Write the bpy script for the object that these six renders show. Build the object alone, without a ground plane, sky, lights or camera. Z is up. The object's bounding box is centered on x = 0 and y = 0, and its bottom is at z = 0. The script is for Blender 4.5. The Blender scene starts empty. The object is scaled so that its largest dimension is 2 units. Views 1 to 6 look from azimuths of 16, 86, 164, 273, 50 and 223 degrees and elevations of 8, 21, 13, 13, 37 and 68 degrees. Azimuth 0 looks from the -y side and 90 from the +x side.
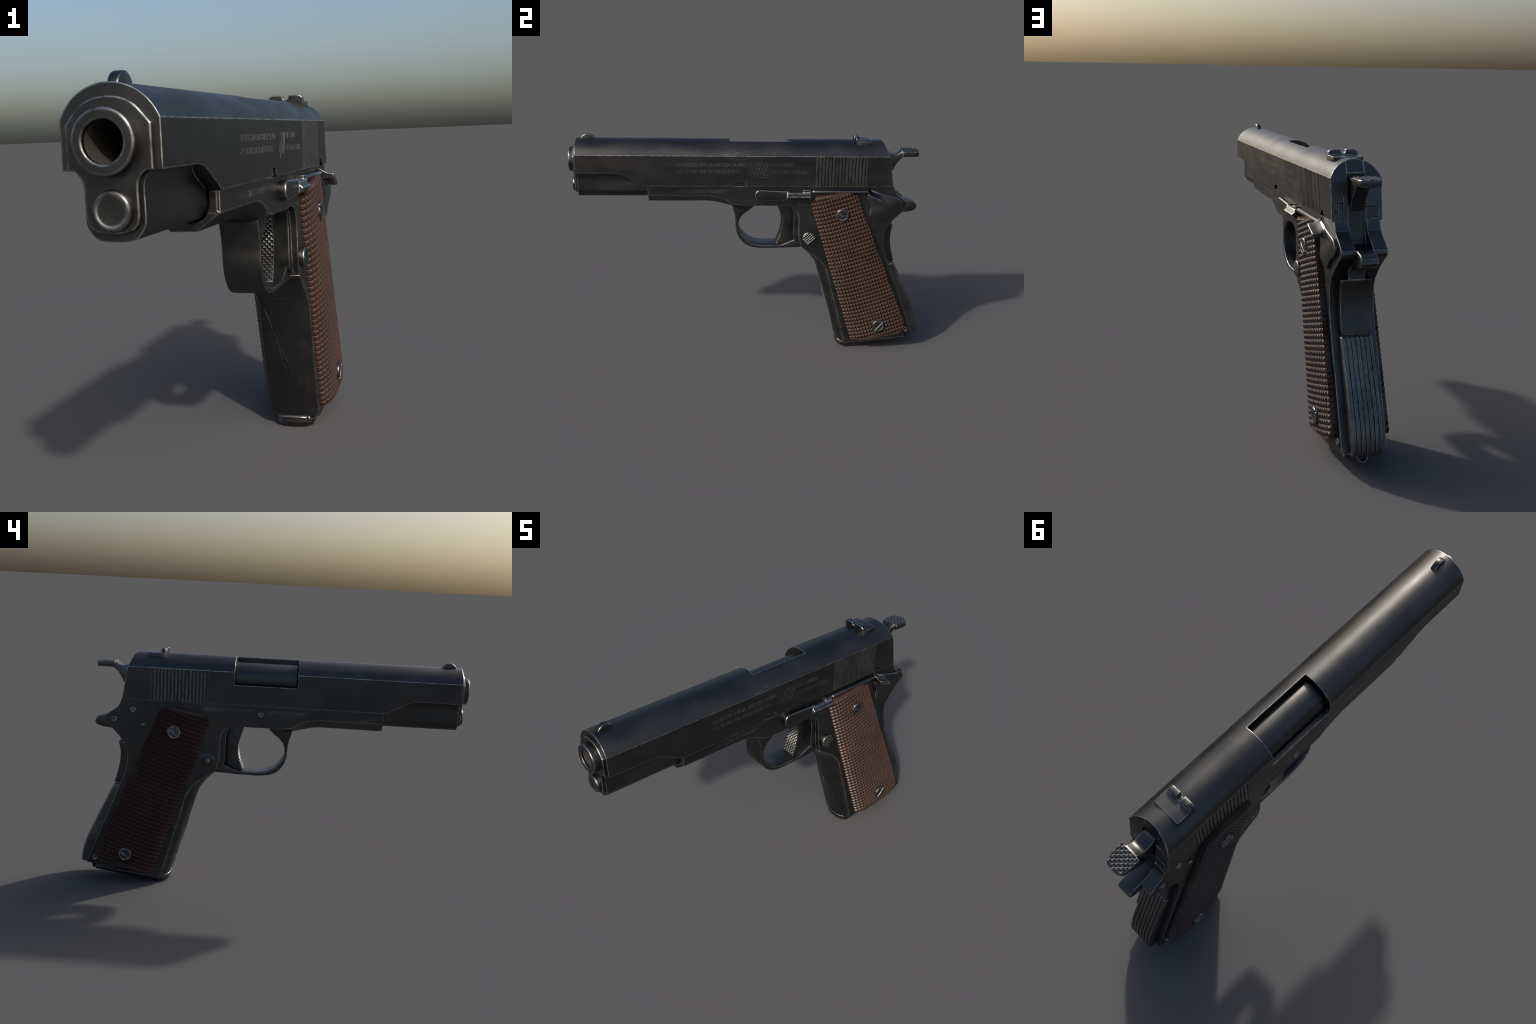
"""Service pistol, built part by part.  Frame: muzzle on -y, hammer on +y, z up, metres.
All shapes are described about the pistol's own mid-plane (x = 0) and moved by SHIFT at the end."""
import bpy, bmesh, math, random
from mathutils import Vector, Matrix

random.seed(7)
SHIFT = -0.0050
SCN = bpy.context.scene.collection

# ------------------------------------------------------------------ materials
def material(name, base, rough, metal, wear=0.0, wear_col=(0.60, 0.59, 0.57), edge=0.0045, vary=0.10,
             scratch=0.0, grain=0.03, tint=None, stripes=False, checker=False):
    m = bpy.data.materials.new(name)
    m.use_nodes = True
    t = m.node_tree
    n, l = t.nodes, t.links
    bsdf = n["Principled BSDF"]
    def node(kind, **kw):
        x = n.new(kind)
        for k, v in kw.items():
            setattr(x, k, v)
        return x
    def math_(op, a, b=None, c=None, clamp=False):
        x = node("ShaderNodeMath", operation=op, use_clamp=clamp)
        for i, v in enumerate((a, b, c)):
            if v is None:
                continue
            if isinstance(v, (int, float)):
                x.inputs[i].default_value = v
            else:
                l.new(v, x.inputs[i])
        return x.outputs[0]
    def maprange(v, a, b, c=0.0, d=1.0, smooth=True):
        x = node("ShaderNodeMapRange", interpolation_type="SMOOTHSTEP" if smooth else "LINEAR")
        l.new(v, x.inputs[0])
        for i, q in enumerate((a, b, c, d)):
            x.inputs[i + 1].default_value = q
        return x.outputs[0]
    def noise(scale, detail=3.0, stretch=(1, 1, 1), rot=(0, 0, 0), rough_=0.55):
        mp = node("ShaderNodeMapping")
        l.new(coord, mp.inputs["Vector"])
        mp.inputs["Scale"].default_value = stretch
        mp.inputs["Rotation"].default_value = rot
        x = node("ShaderNodeTexNoise")
        l.new(mp.outputs[0], x.inputs["Vector"])
        x.inputs["Scale"].default_value = scale
        x.inputs["Detail"].default_value = detail
        x.inputs["Roughness"].default_value = rough_
        return x.outputs["Fac"]
    def mix(fac, a, b):
        x = node("ShaderNodeMix", data_type="RGBA")
        if isinstance(fac, (int, float)):
            x.inputs[0].default_value = fac
        else:
            l.new(fac, x.inputs[0])
        for i, v in ((6, a), (7, b)):
            if isinstance(v, tuple):
                x.inputs[i].default_value = (*v, 1)
            else:
                l.new(v, x.inputs[i])
        return x.outputs[2]
    coord = node("ShaderNodeTexCoord").outputs["Object"]
    # broad cloudy variation of the finish
    cloud = noise(5.0, 4.0)
    lo = tuple(c * (1 - vary) for c in base)
    hi = tuple(c * (1 + vary) for c in (tint or base))
    col = mix(maprange(cloud, 0.35, 0.68), lo, hi)
    rgh = maprange(noise(14.0, 3.0, (1, 0.35, 1)), 0.3, 0.7, rough - 0.05, rough + 0.06)
    mask = None
    if wear > 0:
        bev = node("ShaderNodeBevel", samples=6)
        bev.inputs["Radius"].default_value = edge
        geo = node("ShaderNodeNewGeometry")
        dot = node("ShaderNodeVectorMath", operation="DOT_PRODUCT")
        l.new(bev.outputs[0], dot.inputs[0])
        l.new(geo.outputs["Normal"], dot.inputs[1])
        bent = maprange(math_("SUBTRACT", 1.0, dot.outputs["Value"]), 0.0009, 0.0100)
        patchy = maprange(noise(38.0, 4.0), 0.36, 0.56, 0.25, 1.0)
        mask = math_("MULTIPLY", math_("MULTIPLY", bent, patchy), wear, clamp=True)
        bump_in = bev.outputs[0]
    if scratch > 0:
        # fine handling scratches: long thin streaks that only show where a second noise lets them
        for rot, st, seed in (((0.5, 0.2, 0.4), (90, 3, 6), 31.0), ((-0.7, 0.5, -0.3), (5, 4, 110), 23.0)):
            streak = maprange(noise(1.0, 2.0, st, rot), 0.70, 0.74)
            gate = maprange(noise(seed * 0.18, 2.0, (1, 1, 1), (seed, 0, 0)), 0.56, 0.64)
            s = math_("MULTIPLY", math_("MULTIPLY", streak, gate), scratch, clamp=True)
            mask = s if mask is None else math_("MAXIMUM", mask, s)
    if stripes:
        # the raised ribs of the grasping grooves are rubbed pale in patches
        sep = node("ShaderNodeSeparateXYZ")
        l.new(coord, sep.inputs[0])
        y, z = sep.outputs["Y"], sep.outputs["Z"]
        ax = math_("ABSOLUTE", math_("SUBTRACT", sep.outputs["X"], SHIFT))
        field = math_("MULTIPLY", math_("MULTIPLY", math_("GREATER_THAN", y, SER_Y0 - 0.007), math_("LESS_THAN", y, SER_Y0 + (SER_N - 1) * SER_P + 0.007)),
                      math_("MULTIPLY", math_("LESS_THAN", z, 1.1675), math_("GREATER_THAN", z, 1.006)))
        ph = math_("FRACT", math_("DIVIDE", math_("SUBTRACT", y, SER_Y0), SER_P))
        rib = math_("MULTIPLY", math_("LESS_THAN", math_("ABSOLUTE", math_("SUBTRACT", ph, 0.5)), 0.26), math_("GREATER_THAN", ax, HALF_W - 0.0006))
        rub = maprange(noise(26.0, 4.0, (1, 2.2, 0.7)), 0.40, 0.50, 0.15, 1.0)
        mask = math_("MULTIPLY", mask, math_("SUBTRACT", 1.0, math_("MULTIPLY", field, 0.85)))
        s = math_("MULTIPLY", math_("MULTIPLY", field, rib), math_("MULTIPLY", rub, 0.17))
        mask = math_("MAXIMUM", mask, s)
    if mask is not None:
        col = mix(mask, col, wear_col)
        rgh = math_("SUBTRACT", rgh, math_("MULTIPLY", mask, 0.06))
    l.new(col, bsdf.inputs["Base Color"])
    l.new(rgh, bsdf.inputs["Roughness"])
    bsdf.inputs["Metallic"].default_value = metal
    bmp = node("ShaderNodeBump")
    bmp.inputs["Strength"].default_value = grain
    bmp.inputs["Distance"].default_value = 0.004
    if checker:
        # the fine checkering sharpens the moulded pyramids of the grip panel
        sep = node("ShaderNodeSeparateXYZ")
        l.new(coord, sep.inputs[0])
        y, z = math_("SUBTRACT", sep.outputs["Y"], ORG[0]), math_("SUBTRACT", sep.outputs["Z"], ORG[1])
        def along(d, start, pitch):
            p = math_("ADD", math_("MULTIPLY", y, d[0] / pitch), math_("MULTIPLY", z, d[1] / pitch))
            f = math_("FRACT", math_("SUBTRACT", p, start / pitch))
            return math_("SUBTRACT", 1.0, math_("ABSOLUTE", math_("SUBTRACT", math_("MULTIPLY", f, 2.0), 1.0)))
        h = math_("MINIMUM", along(AX, S0, PU), along(AC, W0, PW))
        def band(p, q):
            d = (Vector(q) - Vector(p)).normalized()
            a = math_("ADD", math_("MULTIPLY", y, d.y), math_("MULTIPLY", z, -d.x))
            off = (p[0] - ORG[0]) * d.y - (p[1] - ORG[1]) * d.x
            return maprange(math_("ABSOLUTE", math_("SUBTRACT", a, off)), 0.008, 0.016)
        h = math_("MULTIPLY", h, math_("MULTIPLY", band((0.354, 0.947), (0.511, 0.975)), band((0.594, 0.0635), (0.874, 0.1165))))
        l.new(h, bmp.inputs["Height"])
        bmp.inputs["Strength"].default_value = 1.0
        bmp.inputs["Distance"].default_value = 0.0105
    else:
        l.new(noise(160.0, 2.0), bmp.inputs["Height"])
    if wear > 0:
        l.new(bump_in, bmp.inputs["Normal"])
    l.new(bmp.outputs[0], bsdf.inputs["Normal"])
    return m

AX = Vector((0.271, -0.840)).normalized()      # grip axis and the direction across it
AC = Vector((-AX.y, AX.x))
ORG = Vector((0.323, 0.904))
PU, PW, PH = 0.0232, 0.0182, 0.0032             # checkering pitch and height
S0, W0 = -0.115, -0.022
HALF_W = 0.1082
SER_Y0, SER_P, SER_N = 0.341, 0.0186, 16
STEEL = (0.084, 0.0835, 0.082)
M_SLIDE = material("blued_steel_slide", STEEL, 0.40, 1.0, wear=0.9, stripes=True)
M_FRAME = material("parkerized_steel_frame", STEEL, 0.42, 1.0, wear=0.62)
M_MUZZLE = material("muzzle_steel", STEEL, 0.38, 1.0, wear=0.7, edge=0.006)
M_PART = material("small_part_steel", (0.098, 0.097, 0.095), 0.36, 1.0, wear=0.85, edge=0.005)
M_BRIGHT = material("rubbed_steel", (0.115, 0.115, 0.117), 0.35, 1.0, wear=0.9, edge=0.004)
M_CHECK = material("checkered_steel", (0.095, 0.095, 0.094), 0.36, 1.0, wear=0.35, edge=0.0015)
M_STUD = material("button_steel", (0.075, 0.075, 0.074), 0.40, 1.0, wear=0.14, edge=0.0015)
M_RIB = material("ribbed_housing_steel", (0.125, 0.124, 0.122), 0.38, 1.0, wear=0.45, edge=0.003, vary=0.30)
M_DARK = material("bore_shade_painted", (0.035, 0.031, 0.027), 0.75, 0.0)  # near-black matt colour paints the bore's inner shadow, darker than its steel
M_MARK = material("stamped_marking", (0.20, 0.198, 0.19), 0.45, 1.0, vary=0.35)
M_GRIP = material("brown_grip_plastic", (0.065, 0.0355, 0.0272), 0.38, 0.0, vary=0.14, checker=True)

# ------------------------------------------------------------------ helpers
def finish(name, bm, mat, sharp=17.0, smooth=True):
    bmesh.ops.remove_doubles(bm, verts=bm.verts, dist=1e-6)
    bmesh.ops.recalc_face_normals(bm, faces=bm.faces)
    me = bpy.data.meshes.new(name)
    bm.to_mesh(me)
    bm.free()
    return wrap(name, me, mat, sharp, smooth)

def wrap(name, me, mat, sharp=17.0, smooth=True):
    me.materials.clear()
    me.materials.append(mat)
    me.polygons.foreach_set("use_smooth", [smooth] * len(me.polygons))
    if smooth:
        me.set_sharp_from_angle(angle=math.radians(sharp))
    ob = bpy.data.objects.new(name, me)
    SCN.objects.link(ob)
    return ob

def curve(pts, step=0.01, closed=False):
    """Catmull-Rom through the control points; a repeated point makes a corner."""
    out, n = [], len(pts)
    for i in range(n - 1):
        p1, p2 = Vector(pts[i]), Vector(pts[i + 1])
        if (p2 - p1).length < 1e-6:
            continue
        p0 = Vector(pts[i - 1]) if i > 0 else p1
        p3 = Vector(pts[i + 2]) if i + 2 < n else p2
        k = max(1, int((p2 - p1).length / step))
        for j in range(k):
            t = j / k
            out.append(0.5 * ((2 * p1) + (p2 - p0) * t + (2 * p0 - 5 * p1 + 4 * p2 - p3) * t * t + (3 * p1 - p0 - 3 * p2 + p3) * t ** 3))
    out.append(Vector(pts[-1]))
    return [tuple(p) for p in out]

def prism(bm, pts, lo, hi, axis="x", bevel=0.0, seg=2):
    """Extrude a closed 2-D outline.  axis x: outline is (y, z); axis y: (x, z); axis z: (x, y)."""
    def at(p, h):
        return {"x": (h, p[0], p[1]), "y": (p[0], h, p[1]), "z": (p[0], p[1], h)}[axis]
    a = [bm.verts.new(at(p, lo)) for p in pts]
    b = [bm.verts.new(at(p, hi)) for p in pts]
    fa, fb = bm.faces.new(a), bm.faces.new(b[::-1])
    fs = [fa, fb]
    k = len(pts)
    for i in range(k):
        fs.append(bm.faces.new((a[(i + 1) % k], a[i], b[i], b[(i + 1) % k])))
    bmesh.ops.recalc_face_normals(bm, faces=fs)
    if bevel:
        es = list(set(fa.edges[:] + fb.edges[:]))
        bmesh.ops.bevel(bm, geom=es, offset=bevel, segments=seg, profile=0.5, affect="EDGES", clamp_overlap=True)

def box(bm, x, y, z):
    prism(bm, [(y[0], z[0]), (y[1], z[0]), (y[1], z[1]), (y[0], z[1])], x[0], x[1])

def loft(bm, rings, caps=True):
    vs = [[bm.verts.new(p) for p in r] for r in rings]
    k = len(rings[0])
    for a, b in zip(vs, vs[1:]):
        for i in range(k):
            bm.faces.new((a[i], a[(i + 1) % k], b[(i + 1) % k], b[i]))
    if caps:
        bm.faces.new(vs[0][::-1])
        bm.faces.new(vs[-1])

def lathe(bm, profile, centre, axis="y", seg=48):
    """profile: (distance along axis, radius); closed at both ends when radius is 0."""
    rings = []
    for d, r in profile:
        ring = []
        for i in range(seg):
            a = math.tau * i / seg
            u, v = r * math.cos(a), r * math.sin(a)
            ring.append({"y": (centre[0] + u, centre[1] + d, centre[2] + v), "x": (centre[0] + d, centre[1] + u, centre[2] + v)}[axis])
        rings.append(ring)
    loft(bm, rings)

def rounded(d0, d1, r, b, n=4, both=False):
    """Lathe profile of a disc whose far rim is rounded by b (both rims if asked)."""
    p = []
    s = 1 if d1 > d0 else -1
    if both:
        p += [(d0, r - b)] + [(d0 + s * b * (1 - math.cos(a)), r - b + b * math.sin(a)) for a in [math.pi / 2 * i / n for i in range(1, n + 1)]]
    else:
        p += [(d0, r)]
    p += [(d1 - s * b + s * b * math.sin(a), r - b + b * math.cos(a)) for a in [math.pi / 2 * i / n for i in range(n + 1)]]
    return p

def boolean(ob, bm_cut, op="DIFFERENCE"):
    bmesh.ops.recalc_face_normals(bm_cut, faces=bm_cut.faces)
    me = bpy.data.meshes.new("cutter")
    bm_cut.to_mesh(me)
    bm_cut.free()
    cut = bpy.data.objects.new("cutter", me)
    SCN.objects.link(cut)
    md = ob.modifiers.new("b", "BOOLEAN")
    md.object, md.operation, md.solver = cut, op, "EXACT"
    dg = bpy.context.evaluated_depsgraph_get()
    dg.update()
    new = bpy.data.meshes.new_from_object(ob.evaluated_get(dg))
    ob.modifiers.remove(md)
    old, mats = ob.data, list(ob.data.materials)
    ob.data = new
    new.name = ob.name
    if not len(new.materials):
        for q in mats:
            new.materials.append(q)
    bpy.data.meshes.remove(old)
    bpy.data.objects.remove(cut)
    bpy.data.meshes.remove(me)

def resharpen(ob, sharp=17.0):
    me = ob.data
    m = me.materials[0]
    me.materials.clear()
    me.materials.append(m)
    me.polygons.foreach_set("material_index", [0] * len(me.polygons))
    me.polygons.foreach_set("use_smooth", [True] * len(me.polygons))
    me.set_sharp_from_angle(angle=math.radians(sharp))

def mirror_x(pts):
    return pts + [(-x, z) for x, z in reversed(pts) if abs(x) > 1e-9]

PARTS = {}          # name -> (object, parent key)
ORDER = []
def add(ob, parent=None):
    ORDER.append((ob, parent))
    return ob

# ------------------------------------------------------------------ slide
AXIS_Z = 1.1275                       # bore axis
HALF = 0.1082                         # half width of slide
EDGE_Z, TOP_Z = 1.171, 1.2435
R_TOP = (HALF ** 2 + (TOP_Z - EDGE_Z) ** 2) / (2 * (TOP_Z - EDGE_Z))
A0 = math.asin(HALF / R_TOP)
arch = [(R_TOP * math.sin(a), TOP_Z - R_TOP + R_TOP * math.cos(a)) for a in [A0 - 2 * A0 * i / 40 for i in range(41)]]
section = [(HALF, 0.99)] + arch + [(-HALF, 0.99)]
bm = bmesh.new()
prism(bm, section, -1.0, 0.9, "y")
slide = finish("slide", bm, M_SLIDE)
side = ([(-0.960, 1.40), (-0.960, 1.0705)] + curve([(-0.755, 1.0705), (-0.725, 1.067), (-0.692, 1.0575), (-0.648, 1.0345), (-0.618, 1.019), (-0.589, 1.003)], 0.008)
        + [(0.780, 1.003), (0.752, 1.171), (0.720, 1.2435), (0.65, 1.40)])
bm = bmesh.new()
prism(bm, side, -0.3, 0.3)
boolean(slide, bm, "INTERSECT")
# recoil spring tunnel under the muzzle
tunnel_half = curve([(0.090, 1.0735), (0.0815, 1.067), (0.0725, 1.057), (0.067, 1.044), (0.0655, 1.030), (0.0655, 0.972), (0.062, 0.956), (0.053, 0.9405), (0.041, 0.931), (0.024, 0.9265), (0.0, 0.926)], 0.0025)
tunnel = [(0.090, 1.10)] + tunnel_half
tunnel = tunnel + [(-x, z) for x, z in reversed(tunnel[:-1])]
bm = bmesh.new()
prism(bm, tunnel, -0.9565, -0.50, "y")
boolean(slide, bm, "UNION")
# bore and spring plug run through the nose
def bore_hole(r=0.056):
    c = bmesh.new()
    lathe(c, [(-1.1, 0.0), (-1.1, r), (-0.185, r), (-0.185, 0.0)], (0.001, 0, AXIS_Z), "y", 48)
    bmesh.ops.remove_doubles(c, verts=c.verts, dist=1e-6)
    return c
boolean(slide, bore_hole())
# ejection port on the left
bm = bmesh.new()
box(bm, (-0.3, 0.037), (-0.127, 0.198), (1.105, 1.4))
boolean(slide, bm)
bm = bmesh.new()
box(bm, (-0.0850, 0.0372), (-0.1272, 0.1982), (1.05, 1.18))
boolean(slide, bm)
# hammer slot, rear sight cut and rail seats at the back
bm = bmesh.new()
prism(bm, [(0.716, 1.4), (0.718, 1.2435), (0.738, 1.190), (0.738, 0.95), (0.95, 0.95), (0.95, 1.4)], -0.037, 0.037)
boolean(slide, bm)
def rail(o, s):
    if s > 0:
        return [(0.0372, 0.990), (0.083 + o, 0.990), (0.083 + o, 1.012 - o), (0.092 + o, 1.012 - o), (0.092 + o, 1.036 + o), (0.080 + o, 1.036 + o), (0.080 + o, 1.070 + o), (0.058 + o, 1.070 + o), (0.058 + o, 1.102 + o), (0.0372, 1.102 + o)]
    return [(-0.0372, 0.990), (-0.066 - o, 0.990), (-0.066 - o, 1.019 - o), (-0.092 - o, 1.019 - o), (-0.092 - o, 1.057 + o), (-0.0372, 1.057 + o)]
for s in (1, -1):
    bm = bmesh.new()
    prism(bm, rail(0.0030, s), 0.755 - 0.05, 0.95, "y")
    boolean(slide, bm)
# grasping grooves on both flanks
bm = bmesh.new()
for s in (1, -1):
    for i in range(SER_N):
        y = SER_Y0 + i * SER_P
        w = 0.0050
        prism(bm, [(s * 0.1092, y - w), (s * 0.1092, y + w), (s * 0.1040, y + 0.0015), (s * 0.1040, y - 0.0015)], 0.995, 1.1685, "z")
boolean(slide, bm)
# slide stop notches on the right only
bm = bmesh.new()
prism(bm, [(-0.112, 0.99), (-0.108, 1.008), (-0.092, 1.0295), (-0.050, 1.0295), (-0.041, 1.024), (-0.036, 1.004), (-0.036, 0.99)], 0.092, 0.2)
prism(bm, [(0.622, 0.99), (0.653, 1.036), (0.712, 0.99)], 0.090, 0.2)
boolean(slide, bm)
resharpen(slide)
add(slide)

# extractor end and firing pin stop in the rear face
bm = bmesh.new()
lathe(bm, rounded(0.70, 0.7565, 0.027, 0.002), (-0.0605, 0.0, 1.150), "y", 32)
add(finish("extractor", bm, M_FRAME), slide)

# front sight: half-moon blade
bm = bmesh.new()
fs = [(-0.935, 1.232)] + curve([(-0.935, 1.239), (-0.929, 1.252), (-0.914, 1.264), (-0.896, 1.2685), (-0.878, 1.264), (-0.864, 1.252), (-0.858, 1.239)], 0.006) + [(-0.858, 1.232)]
prism(bm, fs, -0.0125, 0.0125, bevel=0.003)
add(finish("front_sight", bm, M_PART, 30), slide)

# rear sight: dovetailed base with a leaning notched leaf
bm = bmesh.new()
prism(bm, [(0.575, 1.200), (0.655, 1.200), (0.655, 1.243), (0.653, 1.2455), (0.575, 1.2455)], -0.0655, 0.0655, bevel=0.002)
leaf = curve([(-0.0665, 1.200), (-0.0665, 1.246), (-0.0635, 1.259), (-0.056, 1.2655), (-0.046, 1.268), (-0.0125, 1.268)], 0.006)
notch = [(-0.0115 * math.cos(a), 1.2630 - 0.0120 * math.sin(a)) for a in [math.pi * i / 12 for i in range(13)]]
leaf = leaf + notch + [(-x, z) for x, z in reversed(leaf)]
va = bmesh.new()
prism(va, leaf, 0.570, 0.588, "y", bevel=0.0025)
for v in va.verts:                    # the leaf leans forward as it rises
    if v.co.y < 0.580:
        v.co.y += 0.006 - 0.014 * (v.co.z - 1.200) / 0.070
tmp = bpy.data.meshes.new("t")
va.to_mesh(tmp); va.free()
bm.from_mesh(tmp); bpy.data.meshes.remove(tmp)
add(finish("rear_sight", bm, M_SLIDE, 30), slide)

# ------------------------------------------------------------------ barrel group
bm = bmesh.new()
muzzle_rim = ([(-0.9978 - 0.0030 * math.sin(a), 0.0467 - 0.0030 * math.cos(a)) for a in [math.pi / 2 * i / 4 for i in range(5)]] + [(-1.0008, 0.0480), (-1.0008, 0.0615)]
              + [(-0.9963 - 0.0045 * math.cos(a), 0.0628 + 0.0045 * math.sin(a)) for a in [math.pi / 2 * i / 5 for i in range(6)]])
lathe(bm, [(-0.19, 0.0), (-0.19, 0.0446), (-0.985, 0.0446), (-0.9905, 0.0437)] + muzzle_rim + [(-0.978, 0.0665), (-0.955, 0.0655), (-0.955, 0.0555), (-0.19, 0.0555), (-0.19, 0.0)], (0.001, 0, AXIS_Z), "y", 64)
barrel = finish("barrel", bm, M_MUZZLE, 35)
add(barrel)
bm = bmesh.new()
for q in (0.0440, 0.0444):
    lathe(bm, [(-0.9905, q), (-0.2, q)], (0.001, 0, AXIS_Z), "y", 64)
bmesh.ops.delete(bm, geom=[f for f in bm.faces if len(f.verts) > 4 and f.calc_center_median().y < -0.9], context="FACES_ONLY")
add(finish("bore", bm, M_DARK, 35), barrel)
bm = bmesh.new()
lathe(bm, [(-0.1225, 0.0)] + [(-0.1225, 0.079)] + rounded(0.197, -0.1225, 0.083, 0.004)[::-1] + [(0.197, 0.0)], (0, 0, 1.130), "y", 64)
add(finish("chamber_hood", bm, M_FRAME, 35), barrel)
# bushing plate that carries muzzle and plug
bush = curve([(0.0, 1.2165), (0.030, 1.2125), (0.060, 1.197), (0.092, 1.161)], 0.006) + [(0.0925, 1.0705)] + curve([(0.077, 1.0695), (0.068, 1.0625), (0.061, 1.051), (0.058, 1.036), (0.0575, 0.974), (0.050, 0.958), (0.034, 0.948), (0.0, 0.943)], 0.006)
bush = bush + [(-x, z) for x, z in reversed(bush[1:-1])]
bm = bmesh.new()
prism(bm, bush, -0.9715, -0.95, "y", bevel=0.0015, seg=1)
bushing = finish("barrel_bushing", bm, M_MUZZLE)
boolean(bushing, bore_hole())
resharpen(bushing)
add(bushing, barrel)
bm = bmesh.new()
lathe(bm, [(-0.95, 0.0)] + [(-0.95, 0.0425)] + [(-0.980 - 0.008 * math.sin(a), 0.0345 + 0.008 * math.cos(a)) for a in [math.pi / 2 * i / 5 for i in range(6)]] + [(-0.9878, 0.0335), (-0.9862, 0.0310), (-0.9860, 0.0295), (-0.986, 0.0)], (0.004, 0, 0.991), "y", 48)
add(finish("recoil_spring_plug", bm, M_MUZZLE, 22), barrel)

# ------------------------------------------------------------------ frame
FH = 0.0972
back = curve([(0.759, 0.755), (0.751, 0.730), (0.749, 0.698), (0.752, 0.655), (0.761, 0.612), (0.776, 0.570), (0.800, 0.510)], 0.015) + [(0.965, 0.093)]
bottom = [(0.561, 0.0365)]
front_edge = [(0.430, 0.507)] + curve([(0.430, 0.507), (0.407, 0.543), (0.382, 0.571), (0.345, 0.600), (0.317, 0.620), (0.287, 0.640)], 0.012)[1:]
opening = curve([(0.279, 0.646), (0.267, 0.695), (0.263, 0.750), (0.262, 0.810), (0.250, 0.853), (0.226, 0.878), (0.187, 0.889), (0.140, 0.888)], 0.012)
under = curve([(-0.070, 0.888), (-0.108, 0.8945), (-0.125, 0.908), (-0.145, 0.9195), (-0.165, 0.928), (-0.185, 0.9345), (-0.205, 0.939), (-0.225, 0.9425), (-0.245, 0.9445), (-0.262, 0.945)], 0.01)
front_part = bottom + front_edge + opening
rear = curve([(0.786, 1.001), (0.791, 0.984), (0.799, 0.966), (0.816, 0.948), (0.840, 0.931), (0.864, 0.914), (0.876, 0.902), (0.879, 0.890), (0.873, 0.875), (0.840, 0.848), (0.799, 0.808), (0.779, 0.782), (0.759, 0.755)], 0.010)
ear = [(-0.576, 1.001)] + rear + back[1:] + front_part + under + [(-0.576, 0.945)]
core = [(-0.12, 1.001), (0.70, 1.001), (0.70, 1.068), (0.768, 1.068)] + curve([(0.775, 0.990), (0.778, 0.965), (0.784, 0.938), (0.802, 0.908)], 0.01) + [(0.800, 0.80), (0.762, 0.76)] + back[1:] + front_part + [(-0.12, 0.888)]
def absorb(bm, ob):
    """Take over the mesh of a helper object and delete the object."""
    bm.from_mesh(ob.data)
    me = ob.data
    bpy.data.objects.remove(ob)
    bpy.data.meshes.remove(me)
def hollow():
    c = bmesh.new()
    prism(c, [(x * 1.07, 0.985 + (z - 0.985) * 1.10) for x, z in tunnel], -0.60, -0.46, "y")
    return c
bm = bmesh.new()
prism(bm, ear, 0.037, FH, bevel=0.0012, seg=1)
prism(bm, ear, -FH, -0.037, bevel=0.0012, seg=1)
flanks = finish("flanks", bm, M_FRAME)
boolean(flanks, hollow())
# dust cover: chamfered underside between the flanks, hollow round the spring tunnel
bm = bmesh.new()
rings = []
for y, zc, zb in ((-0.5752, 0.945, 0.901), (-0.40, 0.945, 0.9015), (-0.262, 0.945, 0.902), (-0.245, 0.9445, 0.9015), (-0.225, 0.9425, 0.899), (-0.205, 0.939, 0.8965), (-0.185, 0.9345, 0.892), (-0.165, 0.928, 0.8865), (-0.145, 0.9195, 0.881), (-0.125, 0.908, 0.8755), (-0.108, 0.8965, 0.871), (-0.07, 0.8922, 0.875)):
    half = [(FH - 0.009, 0.998), (FH - 0.009, zc + 0.006), (FH - 0.0012, zc - 0.0006), (0.068, zc - 0.0205), (0.034, zb - 0.002)]
    rings.append([(x, y, z) for x, z in half] + [(-x, y, z) for x, z in reversed(half)])
loft(bm, rings)
cover = finish("dust_cover", bm, M_FRAME, 12)
boolean(cover, hollow())
bm = bmesh.new()
absorb(bm, flanks)
absorb(bm, cover)
prism(bm, core, -0.0365, 0.0365)
# inner wall behind the trigger
prism(bm, curve([(0.196, 0.890), (0.220, 0.869), (0.231, 0.835), (0.234, 0.800), (0.234, 0.700), (0.245, 0.668)], 0.012) + [(0.33, 0.62), (0.33, 0.888)], -0.073, 0.073)
# rails running up into the slide
for s in (1, -1):
    pts = rail(0.0, s)
    a = [bm.verts.new((x, 0.60, z)) for x, z in pts]
    b = [bm.verts.new((x, 0.7815 - (z - 1.003) * 0.1667, z)) for x, z in pts]
    bm.faces.new(a); bm.faces.new(b[::-1])
    for i in range(len(pts)):
        bm.faces.new((a[i], b[i], b[(i + 1) % len(pts)], a[(i + 1) % len(pts)]))
box(bm, (-0.088, 0.088), (-0.44, 0.70), (0.98, 1.012))
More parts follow.
